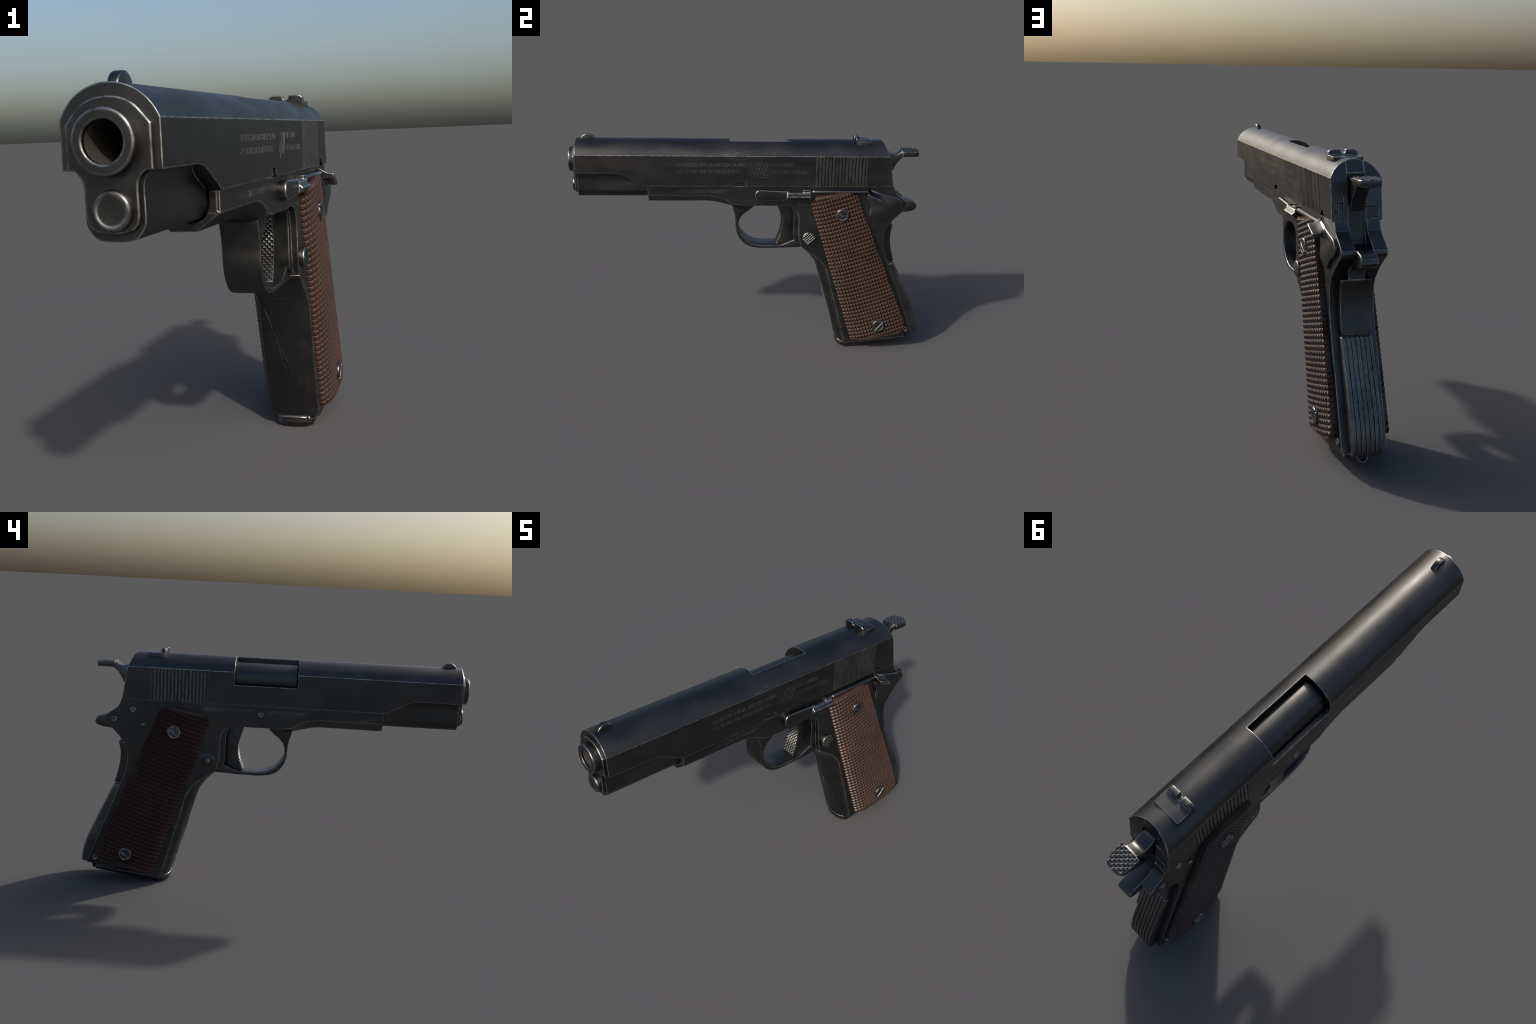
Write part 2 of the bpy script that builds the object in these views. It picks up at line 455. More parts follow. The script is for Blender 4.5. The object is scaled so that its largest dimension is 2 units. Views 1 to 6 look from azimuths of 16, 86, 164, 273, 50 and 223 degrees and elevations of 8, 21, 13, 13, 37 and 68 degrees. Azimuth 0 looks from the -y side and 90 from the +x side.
# front strap: rounded across, from trigger guard down to the magazine mouth
E_ = curve([(0.561, 0.0365), (0.4955, 0.2718), (0.430, 0.507), (0.407, 0.543), (0.382, 0.571), (0.345, 0.600), (0.317, 0.620), (0.285, 0.641)], 0.02)
S_ = curve([(0.5165, 0.053), (0.445, 0.285), (0.374, 0.517), (0.353, 0.553), (0.329, 0.586), (0.303, 0.613), (0.286, 0.628), (0.274, 0.639)], 0.02)
def resample(p, n):
    d = [0.0]
    for a, b in zip(p, p[1:]):
        d.append(d[-1] + (Vector(b) - Vector(a)).length)
    out = []
    for i in range(n):
        t, k = d[-1] * i / (n - 1), 0
        while k < len(d) - 2 and d[k + 1] < t:
            k += 1
        f = (t - d[k]) / (d[k + 1] - d[k])
        out.append(tuple(Vector(p[k]).lerp(Vector(p[k + 1]), f)))
    return out
rings = []
for e, s in zip(resample(E_, 30), resample(S_, 30)):
    ring = []
    for i in range(25):
        a = math.pi * (i / 24 - 0.5)
        c = math.copysign(abs(math.cos(a)) ** 0.85, 1)
        ring.append(((FH - 0.0022) * math.sin(a), e[0] + (s[0] - e[0]) * c, e[1] + (s[1] - e[1]) * c))
    ring += [((FH - 0.014), e[0] + 0.012, e[1] + 0.004), (-(FH - 0.014), e[0] + 0.012, e[1] + 0.004)]
    rings.append(ring)
loft(bm, rings)
frame = finish("frame", bm, M_FRAME, 14)
add(frame)

# trigger guard bow
guard = (curve([(-0.116, 0.900), (-0.112, 0.870), (-0.099, 0.828), (-0.0925, 0.785), (-0.0905, 0.738), (-0.078, 0.697), (-0.049, 0.658), (-0.010, 0.6355), (0.048, 0.6255), (0.100, 0.6255), (0.157, 0.6260), (0.230, 0.629), (0.290, 0.631)], 0.010)
         + [(0.300, 0.66)] + curve([(0.250, 0.680), (0.222, 0.668), (0.196, 0.657), (0.166, 0.6455), (0.140, 0.643), (0.050, 0.643), (0.012, 0.650), (-0.018, 0.664), (-0.046, 0.689), (-0.066, 0.716), (-0.0755, 0.742), (-0.0765, 0.770), (-0.070, 0.799), (-0.053, 0.824), (-0.025, 0.847), (0.008, 0.874)], 0.010) + [(0.008, 0.900)])
bm = bmesh.new()
prism(bm, guard, -0.0625, 0.0625, bevel=0.005, seg=2)
add(finish("trigger_guard", bm, M_FRAME, 24), frame)

# trigger with a checkered face
tf = curve([(0.143, 0.885), (0.148, 0.868), (0.164, 0.825), (0.1725, 0.788), (0.1725, 0.750), (0.164, 0.706), (0.150, 0.668), (0.140, 0.643)], 0.010)
bm = bmesh.new()
prism(bm, tf + [(0.150, 0.637), (0.176, 0.645), (0.206, 0.656), (0.240, 0.680), (0.240, 0.895), (0.143, 0.895)], -0.0355, 0.0355, bevel=0.003)
trigger = finish("trigger", bm, M_FRAME, 24)
add(trigger, frame)
def stud_field(bm, to3d, inside, pitch, height, half_u, half_v, angle=math.pi / 4, clip=None):
    """Pyramids on a grid turned by angle; to3d(u, v, h) places them."""
    ca, sa = math.cos(angle), math.sin(angle)
    n = int((half_u + half_v) / pitch) + 2
    for i in range(-n, n + 1):
        for j in range(-n, n + 1):
            c = (i * pitch, j * pitch)
            q = [(c[0] + dx * pitch * 0.49, c[1] + dy * pitch * 0.49) for dx, dy in ((-1, -1), (1, -1), (1, 1), (-1, 1))]
            r = [(x * ca - y * sa, x * sa + y * ca) for x, y in q]
            t = [(c[0] + (x - c[0]) * 0.3, c[1] + (y - c[1]) * 0.3) for x, y in q]
            t = [(x * ca - y * sa, x * sa + y * ca) for x, y in t]
            if not inside(*[sum(p[k] for p in r) / 4 for k in (0, 1)]):
                continue
            if clip:
                r, t = [[clip(*p) for p in q_] for q_ in (r, t)]
            lo = [bm.verts.new(to3d(u, v, 0.0)) for u, v in r]
            hi = [bm.verts.new(to3d(u, v, height)) for u, v in t]
            bm.faces.new(hi)
            for k in range(4):
                bm.faces.new((lo[k], lo[(k + 1) % 4], hi[(k + 1) % 4], hi[k]))
tl = resample(curve([(0.150, 0.864), (0.164, 0.825), (0.1725, 0.788), (0.1725, 0.750), (0.164, 0.706), (0.150, 0.668), (0.1405, 0.645)], 0.01), 60)
def on_trigger(u, v, h):
    f = min(max((v / 0.225 + 0.5), 0), 1) * 59
    k = min(int(f), 58)
    p, q = Vector(tl[k]), Vector(tl[k + 1])
    d = (q - p).normalized()
    c = p.lerp(q, f - k)
    nrm = Vector((d.y, -d.x))
    if nrm.x > 0:
        nrm = -nrm
    c = c + nrm * (h - 0.0002)
    return (max(-0.0350, min(0.0350, u)), c.x, c.y)
bm = bmesh.new()
stud_field(bm, on_trigger, lambda u, v: abs(u) < 0.0355 and abs(v) < 0.108, 0.0125, 0.004, 0.04, 0.112)
ob = finish("trigger_checkering", bm, M_STUD, smooth=False)
ob["kind"] = "stuff"
add(ob, trigger)

# grip safety: tang between the ears, then a waisted pad
tang = curve([(0.770, 0.895), (0.790, 0.912), (0.830, 0.909), (0.865, 0.905), (0.897, 0.900), (0.920, 0.8935), (0.936, 0.881), (0.9415, 0.864), (0.934, 0.849), (0.911, 0.839), (0.880, 0.834), (0.840, 0.830), (0.814, 0.818), (0.803, 0.796), (0.804, 0.765)], 0.010) + [(0.770, 0.740)]
bm = bmesh.new()
prism(bm, tang, -0.0362, 0.0362, bevel=0.006, seg=3)
pad_rear = curve([(0.8045, 0.767), (0.797, 0.735), (0.794, 0.690), (0.802, 0.628), (0.8265, 0.538)], 0.012)
pb = bmesh.new()
prism(pb, pad_rear + [(0.780, 0.530), (0.752, 0.620), (0.742, 0.700), (0.752, 0.767)], -0.08, 0.08)
pad = finish("pad", pb, M_FRAME)
shape = bmesh.new()
corner = [(0.0455 + 0.019 * math.cos(a), 0.559 + 0.019 * math.sin(a)) for a in [-math.pi / 2 * i / 6 for i in range(7)]]
face = [(0.0645, 0.762), (0.0600, 0.767)][::-1] + corner
prism(shape, face + [(-x, z) for x, z in reversed(face)], 0.60, 0.95, "y")
boolean(pad, shape, "INTERSECT")
pb = bmesh.new()
absorb(pb, pad)
bmesh.ops.dissolve_limit(pb, angle_limit=0.01, verts=pb.verts, edges=pb.edges)
rim = [e for e in pb.edges if len(e.link_faces) == 2 and e.calc_face_angle(0) > 0.7 and min(v.co.y for v in e.verts) > 0.785]
bmesh.ops.bevel(pb, geom=rim, offset=0.003, segments=2, profile=0.5, affect="EDGES", clamp_overlap=True)
tmp = bpy.data.meshes.new("t"); pb.to_mesh(tmp); pb.free(); bm.from_mesh(tmp); bpy.data.meshes.remove(tmp)
add(finish("grip_safety", bm, M_FRAME, 24), frame)

# mainspring housing: seven upright ribs
rear = curve([(0.8265, 0.5365), (0.8265, 0.5365), (0.894, 0.394), (0.960, 0.254), (0.986, 0.182), (0.997, 0.135), (1.0005, 0.090)], 0.012)
W = 0.0685
def rib(x):
    p = (x + W) / (2 * W) * 7
    f = abs((p % 1.0) - 0.5) * 2
    return 0.0 if f < 0.50 else -0.0065 * min(1.0, (f - 0.50) / 0.25)
xs = [-W + 2 * W * i / 112 for i in range(113)]
rings = []
for i, p in enumerate(rear):
    a, b = Vector(rear[max(0, i - 1)]), Vector(rear[min(len(rear) - 1, i + 1)])
    d = (b - a).normalized()
    nrm = Vector((-d.y, d.x)) if -d.y > 0 else Vector((d.y, -d.x))
    end = min(i, len(rear) - 1 - i)
    drop = -0.004 if end == 0 else 0.0
    r = [(x, p[0] + nrm.x * (rib(x) + drop - (0.004 if abs(abs(x) - W) < 1e-6 else 0)), p[1] + nrm.y * (rib(x) + drop)) for x in xs]
    q = Vector(p) - nrm * 0.07
    r += [(W, q.x, q.y), (-W, q.x, q.y)]
    rings.append(r)
bm = bmesh.new()
loft(bm, rings)
box(bm, (-0.060, 0.060), (0.770, 0.8150), (0.500, 0.560))
housing = finish("mainspring_housing", bm, M_RIB, 24)
add(housing, frame)
# lanyard loop under its heel
bm = bmesh.new()
rings = []
for i in range(17):
    a = math.pi * (1 + i / 16)
    c = Vector((0.024 * math.cos(a), 0.943, 0.070 + 0.032 * math.sin(a)))
    o = Vector((math.cos(a), 0, math.sin(a)))
    rings.append([tuple(c + o * 0.0065 * math.cos(b) + Vector((0, 1, 0)) * 0.010 * math.sin(b)) for b in [math.tau * k / 12 for k in range(12)]])
loft(bm, rings)
add(finish("lanyard_loop", bm, M_PART, 40), housing)

# magazine: body mouth and floor plate with a faceted nose
plan = [(0.026, 0.5135), (0.050, 0.5225), (0.066, 0.541), (0.0725, 0.563), (0.0725, 0.922)]
plan = plan + [(-x, y) for x, y in reversed(plan)]
def plate_top(y):
    return 0.0285 + (y - 0.561) * 0.106 if y > 0.561 else 0.0285 + (0.561 - y) * 0.40
def plate_low(y):
    return (y - 0.566) * 0.1376 if y > 0.566 else (0.566 - y) * 0.22
bm = bmesh.new()
rings = []
for k in (0, 1, 2, 3):
    ring = []
    for x, y in plan:
        yy = y + (0.009 * max(0, (0.60 - y) / 0.087) if k == 0 else 0.002 * max(0, (0.60 - y) / 0.087) if k == 3 else 0)
        xx = x * (0.95 if k == 0 else 0.985 if k == 3 else 1)
        z = (plate_low(yy), plate_low(yy) + 0.006 + 0.010 * max(0, (0.60 - y) / 0.087), plate_top(yy) - 0.003, plate_top(yy))[k]
        ring.append((xx, yy, z))
    rings.append(ring)
loft(bm, rings)
inner = [(0.535, 0.030), (0.905, 0.055), (0.905, 0.10), (0.535, 0.07)]
prism(bm, inner, -0.062, 0.062)
add(finish("magazine", bm, M_PART, 24))

# ------------------------------------------------------------------ hammer
body = curve([(0.726, 1.176), (0.750, 1.179), (0.775, 1.171), (0.800, 1.166), (0.818, 1.175), (0.834, 1.1860)], 0.008) + [(0.845, 1.1840), (0.860, 1.1840), (0.860, 1.158)] + curve([(0.842, 1.154), (0.818, 1.130), (0.793, 1.090), (0.772, 1.045), (0.765, 1.020)], 0.010) + [(0.726, 1.020)]
bm = bmesh.new()
prism(bm, body, -0.031, 0.031, bevel=0.003)
half = [(0.0475, 0.8365), (0.0475, 0.895)] + curve([(0.0475, 0.900), (0.044, 0.914), (0.034, 0.926), (0.017, 0.9315), (0.0, 0.9325)], 0.006)
outline = half + [(-x, y) for x, y in reversed(half[:-1])]
spur = bmesh.new()
prism(spur, outline, 1.1570, 1.1850, "z", bevel=0.003)
tmp = bpy.data.meshes.new("t"); spur.to_mesh(tmp); spur.free(); bm.from_mesh(tmp); bpy.data.meshes.remove(tmp)
hammer = finish("hammer", bm, M_PART, 24)
add(hammer)
def in_spur(u, v):
    y = v + 0.885
    if abs(u) > 0.0475 or y < 0.8365:
        return False
    return y < 0.900 or ((abs(u) / 0.0478) ** 2.4 + ((y - 0.895) / 0.0378) ** 2.4 < 1)
def to_spur(u, v):
    f = 1.0
    while f > 0.5 and not in_spur(u * f, v * f):
        f -= 0.02
    return u * f, v * f
bm = bmesh.new()
stud_field(bm, lambda u, v, h: (u, v + 0.885, 1.1849 + h), in_spur, 0.0165, 0.0045, 0.05, 0.05, clip=to_spur)
ob = finish("spur_checkering", bm, M_CHECK, smooth=False)
ob["kind"] = "stuff"
add(ob, hammer)

# ------------------------------------------------------------------ grip panels
panel_outline = [(0.323, 0.904), (0.354, 0.947), (0.511, 0.975), (0.545, 0.968), (0.579, 0.955), (0.902, 0.180), (0.899, 0.150), (0.892, 0.130), (0.874, 0.1165), (0.594, 0.0635)]
SCREWS = [(0.4995, 0.8455), (0.7435, 0.1685)]
def interp(tab, x):
    for (a, b), (c, d) in zip(tab, tab[1:]):
        if x <= c:
            return b + (d - b) * max(0.0, min(1.0, (x - a) / (c - a)))
    return tab[-1][1]
SWELL = [(-0.1, -0.05), (0.0, 0.16), (0.06, 0.48), (0.14, 0.76), (0.25, 0.93), (0.38, 0.985), (0.55, 1.0), (0.72, 0.98), (0.84, 0.92), (0.93, 0.80), (1.0, 0.58), (1.1, 0.3)]
def panel_x(s, w):
    t = s / 0.883
    width = 0.262 + 0.066 * t
    return FH + (0.0335 + 0.0100 * t) * interp(SWELL, w / width)
def edge_gap(p, a, b):
    a, b = Vector(a), Vector(b)
    d = (b - a).normalized()
    return abs((p - a).x * d.y - (p - a).y * d.x)
def panel(sign):
    bm = bmesh.new()
    ns, nw, s0, w0 = 46, 21, S0, W0
    def pos(s, w, h=0.0):
        p = ORG + AX * s + AC * w
        return (panel_x(s, w) + h, p.x, p.y)
    grid = [[bm.verts.new(pos(s0 + i * PU, w0 + j * PW)) for j in range(nw + 1)] for i in range(ns + 1)]
    low = [[bm.verts.new((0.088, grid[i][j].co.y, grid[i][j].co.z)) for j in range(nw + 1)] for i in range(ns + 1)]
    for i in range(ns):
        for j in range(nw):
            s, w = s0 + (i + 0.5) * PU, w0 + (j + 0.5) * PW
            p = ORG + AX * s + AC * w
            flat = (edge_gap(p, panel_outline[1], panel_outline[2]) < 0.011 or p.y > 0.975 or edge_gap(p, panel_outline[-1], panel_outline[-2]) < 0.011
                    or any((p - Vector(c)).length < 0.038 for c in SCREWS))
            q = (grid[i][j], grid[i][j + 1], grid[i + 1][j + 1], grid[i + 1][j])
            c = bm.verts.new(pos(s, w, 0.0 if flat else PH))
            for k in range(4):
                bm.faces.new((q[k], q[(k + 1) % 4], c))
            bm.faces.new((low[i][j], low[i + 1][j], low[i + 1][j + 1], low[i][j + 1]))
    for i in range(ns):
        for j in (0, nw):
            bm.faces.new((grid[i][j], grid[i + 1][j], low[i + 1][j], low[i][j]))
    for j in range(nw):
        for i in (0, ns):
            bm.faces.new((grid[i][j], grid[i][j + 1], low[i][j + 1], low[i][j]))
    ob = finish("grip_panel", bm, M_GRIP, smooth=False)
    cut = bmesh.new()
    prism(cut, panel_outline, 0.0945, 0.25)
    boolean(ob, cut, "INTERSECT")
    me = ob.data
    me.polygons.foreach_set("use_smooth", [False] * len(me.polygons))
    if sign < 0:
        b2 = bmesh.new(); b2.from_mesh(me)
        for v in b2.verts:
            v.co.x = -v.co.x
        bmesh.ops.reverse_faces(b2, faces=b2.faces)
        b2.to_mesh(me); b2.free()
    return ob
panels = {1: add(panel(1)), -1: add(panel(-1))}

# grip screws: slotted cheese heads, one mesh shared by four
bm = bmesh.new()
lathe(bm, [(-0.03, 0.0), (-0.03, 0.0365), (-0.006, 0.0365)] + [(-0.006 + 0.006 * math.sin(a), 0.0305 + 0.006 * math.cos(a)) for a in [math.pi / 2 * i / 4 for i in range(1, 5)]] + [(0.0, 0.0285), (-0.0012, 0.0270), (0.0008, 0.0)], (0, 0, 0), "x", 40)
screw = finish("grip_screw", bm, M_BRIGHT, 30)
cut = bmesh.new()
box(cut, (-0.008, 0.02), (-0.05, 0.05), (-0.0042, 0.0042))
boolean(screw, cut)
resharpen(screw, 30)
first = True
SCREW_PLACES = []
for s, i, x, ang in ((1, 0, 0.1405, -28), (1, 1, 0.1515, 50), (-1, 0, 0.1415, 43), (-1, 1, 0.1535, 38)):
    ob = screw if first else screw.copy()
    if not first:
        SCN.objects.link(ob)
    first = False
    y, z = SCREWS[i]
    rot = Matrix.Rotation(math.radians(ang), 4, "X")
    if s < 0:
        rot = rot @ Matrix.Rotation(math.pi, 4, "Z")
    SCREW_PLACES.append((ob, Matrix.Translation((s * x + SHIFT, y, z)) @ rot))
    add(ob, panels[s])

# ------------------------------------------------------------------ controls on the right
# slide stop: rounded lever, ridged thumb pad and a small lug
lever = (curve([(0.182, 0.979), (0.120, 0.982), (0.040, 0.985), (0.022, 0.980), (0.012, 0.967), (0.0095, 0.951), (0.013, 0.936), (0.024, 0.925), (0.040, 0.9215), (0.120, 0.924), (0.182, 0.928)], 0.008) + [(0.20, 0.928), (0.20, 0.979)])
bm = bmesh.new()
prism(bm, lever, 0.090, 0.1235, bevel=0.005, seg=3)
pad = [(0.090, 0.9745), (0.118, 0.9745), (0.1255, 0.9695), (0.1275, 0.9660), (0.1235, 0.9630), (0.1370, 0.9525), (0.1390, 0.9485), (0.1370, 0.9445), (0.1250, 0.9310), (0.090, 0.930)]
prism(bm, pad, 0.187, 0.318, "y", bevel=0.002, seg=1)
box(bm, (0.090, 0.122), (0.276, 0.317), (0.970, 0.9855))
add(finish("slide_stop", bm, M_PART, 24), frame)
# plunger tube
bm = bmesh.new()
lathe(bm, [(0.320, 0.0), (0.320, 0.006), (0.331, 0.006)] + [(0.331 + 0.003 * (1 - math.cos(a)), 0.0085 + 0.003 * math.sin(a)) for a in [math.pi / 2 * i / 3 for i in range(4)]] + [(0.624, 0.0115), (0.627, 0.0085), (0.628, 0.006), (0.640, 0.006), (0.640, 0.0)], (0.1085, 0, 0.972), "y", 24)
box(bm, (0.090, 0.1075), (0.335, 0.624), (0.9655, 0.9785))
add(finish("plunger_tube", bm, M_BRIGHT, 35), frame)
# thumb safety: flat plate with a swept shelf
plate = curve([(0.645, 0.962), (0.637, 0.936), (0.650, 0.912), (0.660, 0.886), (0.655, 0.846), (0.664, 0.829)], 0.010) + curve([(0.664, 0.829), (0.700, 0.813), (0.735, 0.800), (0.752, 0.818), (0.772, 0.843), (0.800, 0.859), (0.826, 0.873), (0.838, 0.892), (0.831, 0.922), (0.811, 0.938), (0.760, 0.951), (0.725, 0.961)], 0.010) + [(0.70, 0.972), (0.66, 0.985)]
bm = bmesh.new()
prism(bm, plate, 0.090, 0.1130, bevel=0.003, seg=2)
sec = curve([(0.100, 0.000), (0.112, -0.003), (0.124, -0.011), (0.140, -0.019), (0.156, -0.0215), (0.1625, -0.0220)], 0.005) + [(0.1635, -0.030), (0.1600, -0.0400)] + curve([(0.146, -0.0400), (0.130, -0.038), (0.118, -0.042), (0.100, -0.052)], 0.006)
rings = []
for y in (0.633, 0.636, 0.66, 0.69, 0.707, 0.710):
    z0 = 0.993 - (y - 0.635) * 0.42
    k = 0.94 if y in (0.633, 0.710) else 1.0
    rings.append([(0.100 + (x - 0.100) * k, y, z0 - 0.025 + (z + 0.025) * k) for x, z in sec])
loft(bm, rings)
add(finish("thumb_safety", bm, M_PART, 24), frame)
# magazine catch button, cut with diagonal ribs
bm = bmesh.new()
lathe(bm, [(0.08, 0.0)] + rounded(0.08, 0.1130, 0.036, 0.003) + [(0.1130, 0.0)], (0, 0.3185, 0.7005), "x", 40)
catch = finish("magazine_catch", bm, M_PART, 30)
add(catch, frame)
bm = bmesh.new()
stud_field(bm, lambda u, v, h: (0.1128 + h, 0.3185 + u, 0.7005 + v), lambda u, v: u * u + v * v < 0.034 ** 2, 0.0115, 0.0030, 0.036, 0.036, math.radians(42), lambda u, v: (u * min(1, 0.0345 / max(1e-6, math.hypot(u, v))), v * min(1, 0.0345 / max(1e-6, math.hypot(u, v)))))
ob = finish("button_checkering", bm, M_STUD, smooth=False)
ob["kind"] = "stuff"
add(ob, catch)

# ------------------------------------------------------------------ pins and left-hand details
def pin(y, z, r, s, out=0.008, dimple=True, mat=M_PART):
    bm = bmesh.new()
    prof = [(0.07, 0.0)] + rounded(0.07, FH + out, r, min(0.006, r * 0.4))
    if dimple:
        prof += [(FH + out - 0.0005, r * 0.50), (FH + out - 0.004, r * 0.40)]
    prof += [(prof[-1][0], 0.0)]
    lathe(bm, [(s * d, q) for d, q in prof], (0, y, z), "x", 28)
    return add(finish("pin", bm, mat, 30), frame)
pin(0.7235, 0.9445, 0.0185, -1)
pin(0.8205, 0.8925, 0.0185, -1)
pin(0.6690, 0.8665, 0.0120, -1, dimple=False)
pin(0.0540, 0.9570, 0.0180, -1)
pin(0.9180, 0.1235, 0.0185, -1)
pin(0.9180, 0.1235, 0.0185, 1)
# magazine catch lock on the left: round with a lobe
circ = [(0.3215 + 0.0375 * math.cos(a), 0.6975 + 0.0375 * math.sin(a)) for a in [math.radians(66 + i * 12) for i in range(0, 24)]]
lobe = curve([circ[-1], (0.364, 0.696), (0.374, 0.707), (0.376, 0.721), (0.366, 0.7315), (0.354, 0.728), (0.345, 0.728), circ[0]], 0.006)
bm = bmesh.new()
prism(bm, circ + lobe[1:-1], -0.1010, -0.085, bevel=0.003)
lock = finish("catch_lock", bm, M_FRAME, 30)
add(lock, frame)
bm = bmesh.new()
lathe(bm, [(-0.09, 0.0)] + rounded(-0.09, -0.1035, 0.0105, 0.002) + [(-0.1035, 0.0055), (-0.1015, 0.004), (-0.1015, 0.0)], (0, 0.3215, 0.6980), "x", 24)
add(finish("catch_lock_screw", bm, M_PART, 30), lock)

# ------------------------------------------------------------------ stamped markings
def stamp(words, y0, y1, z0, height, s, parent, x):
    cu = bpy.data.curves.new("words", "FONT")
    cu.body = words
    cu.size = 1.0
    cu.extrude = 0.0
    cu.space_character = 1.12
    tmp = bpy.data.objects.new("words", cu)
    SCN.objects.link(tmp)
    dg = bpy.context.evaluated_depsgraph_get(); dg.update()
    me = bpy.data.meshes.new_from_object(tmp.evaluated_get(dg))
    bpy.data.objects.remove(tmp); bpy.data.curves.remove(cu)
    bm = bmesh.new(); bm.from_mesh(me); bpy.data.meshes.remove(me)
    xs_ = [v.co.x for v in bm.verts]; zs_ = [v.co.y for v in bm.verts]
    ax, bx, az, bz = min(xs_), max(xs_), min(zs_), max(zs_)
    r = bmesh.ops.extrude_face_region(bm, geom=bm.faces[:])
    top = {g for g in r["geom"] if isinstance(g, bmesh.types.BMVert)}
    for v in bm.verts:
        f = (v.co.x - ax) / (bx - ax)
        y = y0 + (y1 - y0) * f
        v.co = Vector((s * (x + (0.0004 if v in top else -0.002)), y, z0 + height * (v.co.y - az) / (bz - az)))
    ob = finish("marking", bm, M_MARK, smooth=False)
    return add(ob, parent)
stamp("PATENTED APR.20.1897.SEPT.9.1902", -0.416, -0.042, 1.1125, 0.0185, 1, slide, HALF)
stamp("DEC.19.1905 FEB.1911 AUG.19.1913", -0.420, -0.080, 1.0770, 0.0185, 1, slide, HALF)
stamp("CA11392020", 0.097, 0.224, 1.1140, 0.0185, 1, slide, HALF)
stamp("HARTFORD CT.U.S.A", 0.092, 0.291, 1.0735, 0.0185, 1, slide, HALF)
stamp("UNITED STATES PROPERTY", -0.415, -0.142, 0.9610, 0.0185, 1, frame, FH)
stamp("G.H.D", 0.253, 0.302, 0.8865, 0.0155, 1, frame, FH)
stamp("P", 0.366, 0.377, 0.6390, 0.0150, 1, frame, FH)
stamp("P", -0.079, -0.069, 0.838, 0.0150, 1, frame, 0.0625)
stamp("UNITED STATES PROPERTY", 0.359, 0.085, 0.9630, 0.0195, -1, frame, FH)
stamp("M1911A1 U.S. ARMY", 0.010, -0.181, 0.9620, 0.0195, -1, frame, FH)
# maker's monogram: letters drawn as raised outlines
bm = bmesh.new()
strokes = [(-0.033, 1.133, -0.009, 1.053), (-0.017, 1.133, 0.003, 1.066), (-0.009, 1.053, 0.013, 1.053), (0.003, 1.066, 0.014, 1.100), (0.013, 1.053, 0.022, 1.080),
           (0.003, 1.133, 0.014, 1.100), (0.020, 1.133, 0.0245, 1.120), (0.022, 1.080, 0.029, 1.053), (0.014, 1.103, 0.030, 1.103), (0.0245, 1.120, 0.0285, 1.133),
           (0.044, 1.133, 0.022, 1.080), (0.030, 1.103, 0.040, 1.066), (0.064, 1.133, 0.040, 1.066), (0.081, 1.133, 0.054, 1.066),
           (0.054, 1.066, 0.078, 1.066), (0.078, 1.066, 0.078, 1.053), (0.078, 1.053, 0.028, 1.053), (-0.033, 1.133, -0.017, 1.133), (0.064, 1.133, 0.081, 1.133), (0.0285, 1.133, 0.044, 1.133)]
for y0, z0, y1, z1 in strokes:
    a, b = Vector((y0, z0)), Vector((y1, z1))
    d = (b - a).normalized()
    w = Vector((-d.y, d.x)) * 0.0014
    prism(bm, [tuple(a + w), tuple(b + w), tuple(b - w), tuple(a - w)], HALF - 0.002, HALF + 0.0004 + random.random() * 0.0003)
add(finish("monogram", bm, M_MARK, smooth=False), slide)

# ------------------------------------------------------------------ handling scratches (hair-thin bright scores)
M_SCORE = material("scored_steel", (0.24, 0.24, 0.245), 0.42, 1.0, vary=0.5)
def scores(parent, segments, place, width=0.0010, lift=0.0004):
    """segments: pairs of surface parameters; each score is broken and wavers a little."""
    bm = bmesh.new()
    for a, b in segments:
        n = 10
        pts = [(a[0] + (b[0] - a[0]) * k / n, a[1] + (b[1] - a[1]) * k / n) for k in range(n + 1)]
        for k in range(n):
            if random.random() < 0.14:
                continue
            p, q = Vector(place(*pts[k], lift)), Vector(place(*pts[k + 1], lift))
            up = (Vector(place(*pts[k], 0.01)) - Vector(place(*pts[k], 0.0))).normalized()
            w = (q - p).cross(up).normalized() * width * 0.5 * (0.5 + 0.6 * random.random())
            quad = [p - w, p + w, q + w, q - w]
            top = [bm.verts.new(v) for v in quad]
            low = [bm.verts.new(v - up * 0.002) for v in quad]
            bm.faces.new(top)
            for i in range(4):
                bm.faces.new((top[i], low[i], low[(i + 1) % 4], top[(i + 1) % 4]))
    ob = finish("scratches", bm, M_SCORE, smooth=False)
    ob["kind"] = "stuff"
    add(ob, parent)
def on_arch(deg, y, h):
    a = math.radians(deg)
    return ((R_TOP + h) * math.sin(a), y, TOP_Z - R_TOP + (R_TOP + h) * math.cos(a))
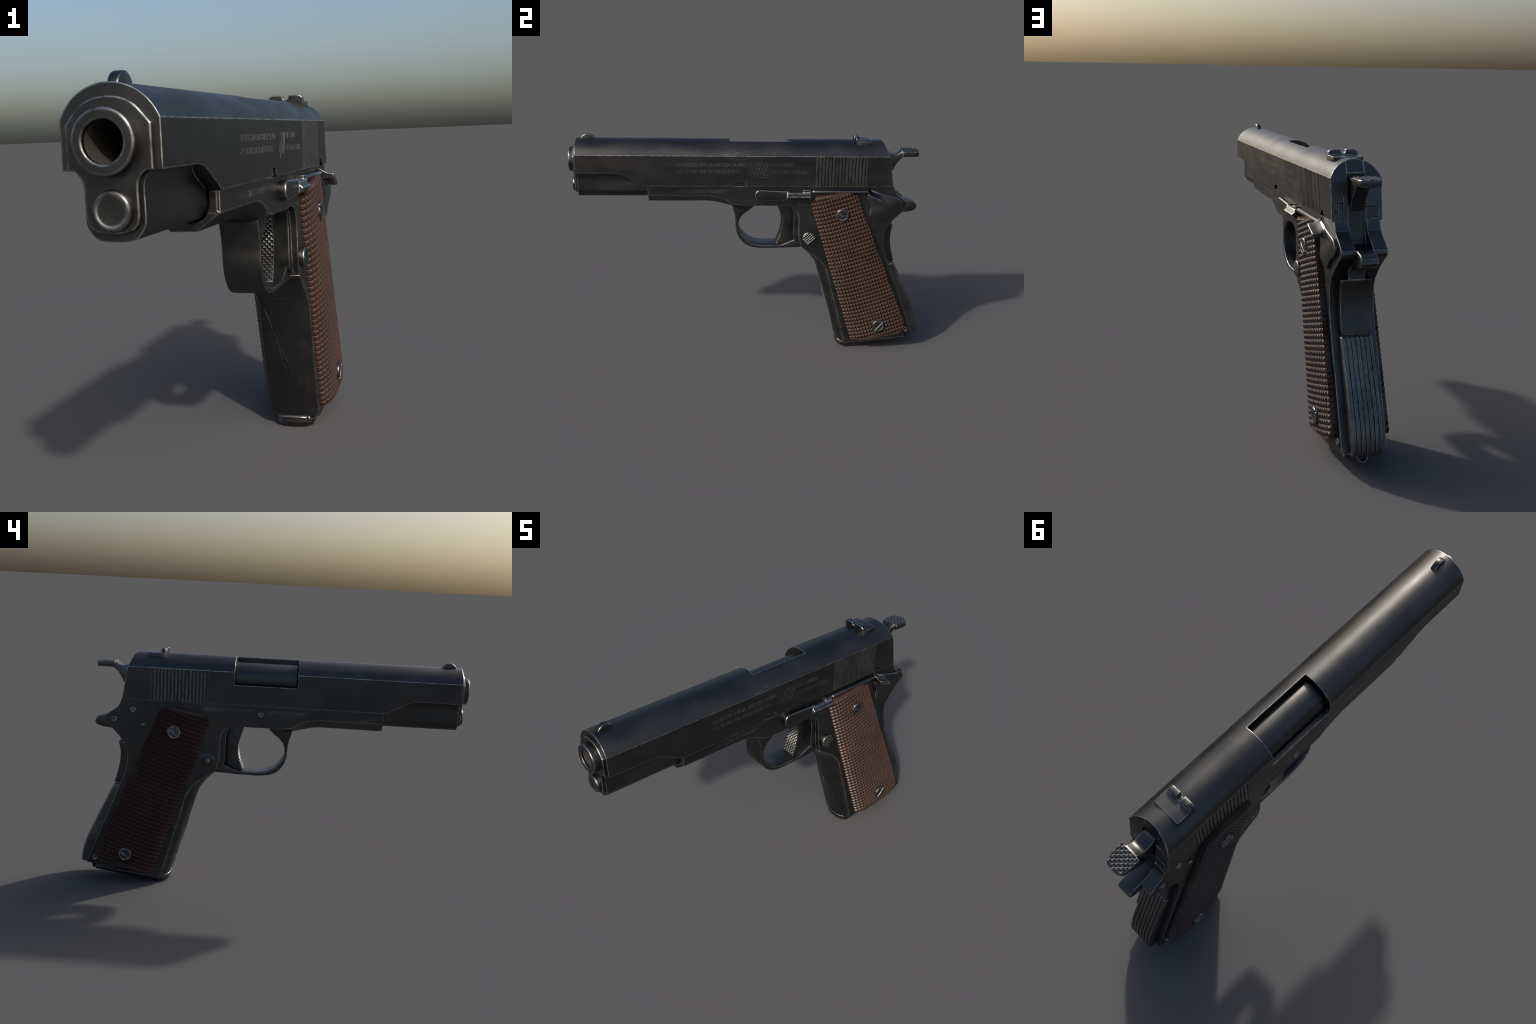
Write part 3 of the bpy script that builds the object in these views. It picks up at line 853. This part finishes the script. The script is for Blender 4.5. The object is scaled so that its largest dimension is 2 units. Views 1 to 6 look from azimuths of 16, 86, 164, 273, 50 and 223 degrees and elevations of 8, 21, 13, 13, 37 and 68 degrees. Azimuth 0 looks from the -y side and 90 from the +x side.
scores(slide, [((15, .301), (-16, .321)), ((-20, .327), (-40, .341)), ((38, .260), (20, .280)), ((42, .254), (20, .278)), ((41, .291), (10, .305)), ((-4, -.249), (-41, -.255)), ((-20, -.241), (-28, -.241)),
               ((-31, -.242), (-42, -.245)), ((39, -.235), (15, -.236)), ((37, -.245), (15, -.246)), ((-45, .46), (-47, .42)), ((-49, .395), (-60, .31)), ((61, -.10), (58, -.08)), ((57, -.056), (52, -.02)),
               ((65, -.178), (58, -.082)), ((64, -.04), (60, -.02)), ((-48, .339), (-30, .316)), ((-58, -.43), (-66, -.455)), ((40, -.62), (52, -.60)), ((48, -.55), (60, -.57)), ((60, .05), (56, .12))], on_arch)
scores(slide, [((-.455, 1.170), (-.491, 1.143)), ((.089, 1.05), (.070, 1.006))], lambda y, z, h: (-HALF - h, y, z))
scores(slide, [((.706, 1.121), (.745, 1.139)), ((-.86, 1.14), (-.85, 1.135))], lambda y, z, h: (HALF + h, y, z))
scores(frame, [((-.439, .949), (-.570, .975)), ((-.455, .953), (-.515, .970)), ((-.451, .948), (-.497, .959)), ((-.47, .966), (-.49, .950)), ((.278, .951), (.207, .929)), ((.148, .954), (.136, .911)), ((.129, .905), (.107, .906))],
       lambda y, z, h: (-FH - h, y, z))
def on_strap(x, z, h):
    t = (z - 0.0365) / (0.507 - 0.0365)
    e, s_ = Vector((0.561 - 0.131 * t, 0.0)), Vector((0.5165 - 0.1425 * t, 0.0))
    a = math.asin(max(-1, min(1, x / (FH - 0.0022))))
    c = math.cos(a) ** 0.85
    n = Vector((math.sin(a), -math.cos(a), -0.25))
    return (x + n.x * h, e.x + (s_.x - e.x) * c + n.y * (h + 0.0002), z + n.z * h)
scores(frame, [((-.064, .500), (-.027, .361)), ((-.027, .361), (-.003, .231)), ((-.014, .341), (.020, .239)), ((.018, .060), (.045, .233)), ((.022, .060), (.075, .228)), ((.006, .074), (.008, .118))], on_strap, 0.0013)

# ------------------------------------------------------------------ assemble
root = bpy.data.objects.new("pistol", None)
root.empty_display_size = 0.2
SCN.objects.link(root)
root["label"] = "dark worn steel service pistol with brown checkered grips"
root["category"] = "handgun"
screws = {o for o, _ in SCREW_PLACES}
seen = set()
for ob, parent in ORDER:
    if ob not in screws and ob.data.name not in seen:
        seen.add(ob.data.name)
        ob.data.transform(Matrix.Translation((SHIFT, 0, 0)))
    ob.parent = parent or root
for ob, mw in SCREW_PLACES:
    ob.matrix_local = mw
bpy.context.view_layer.update()
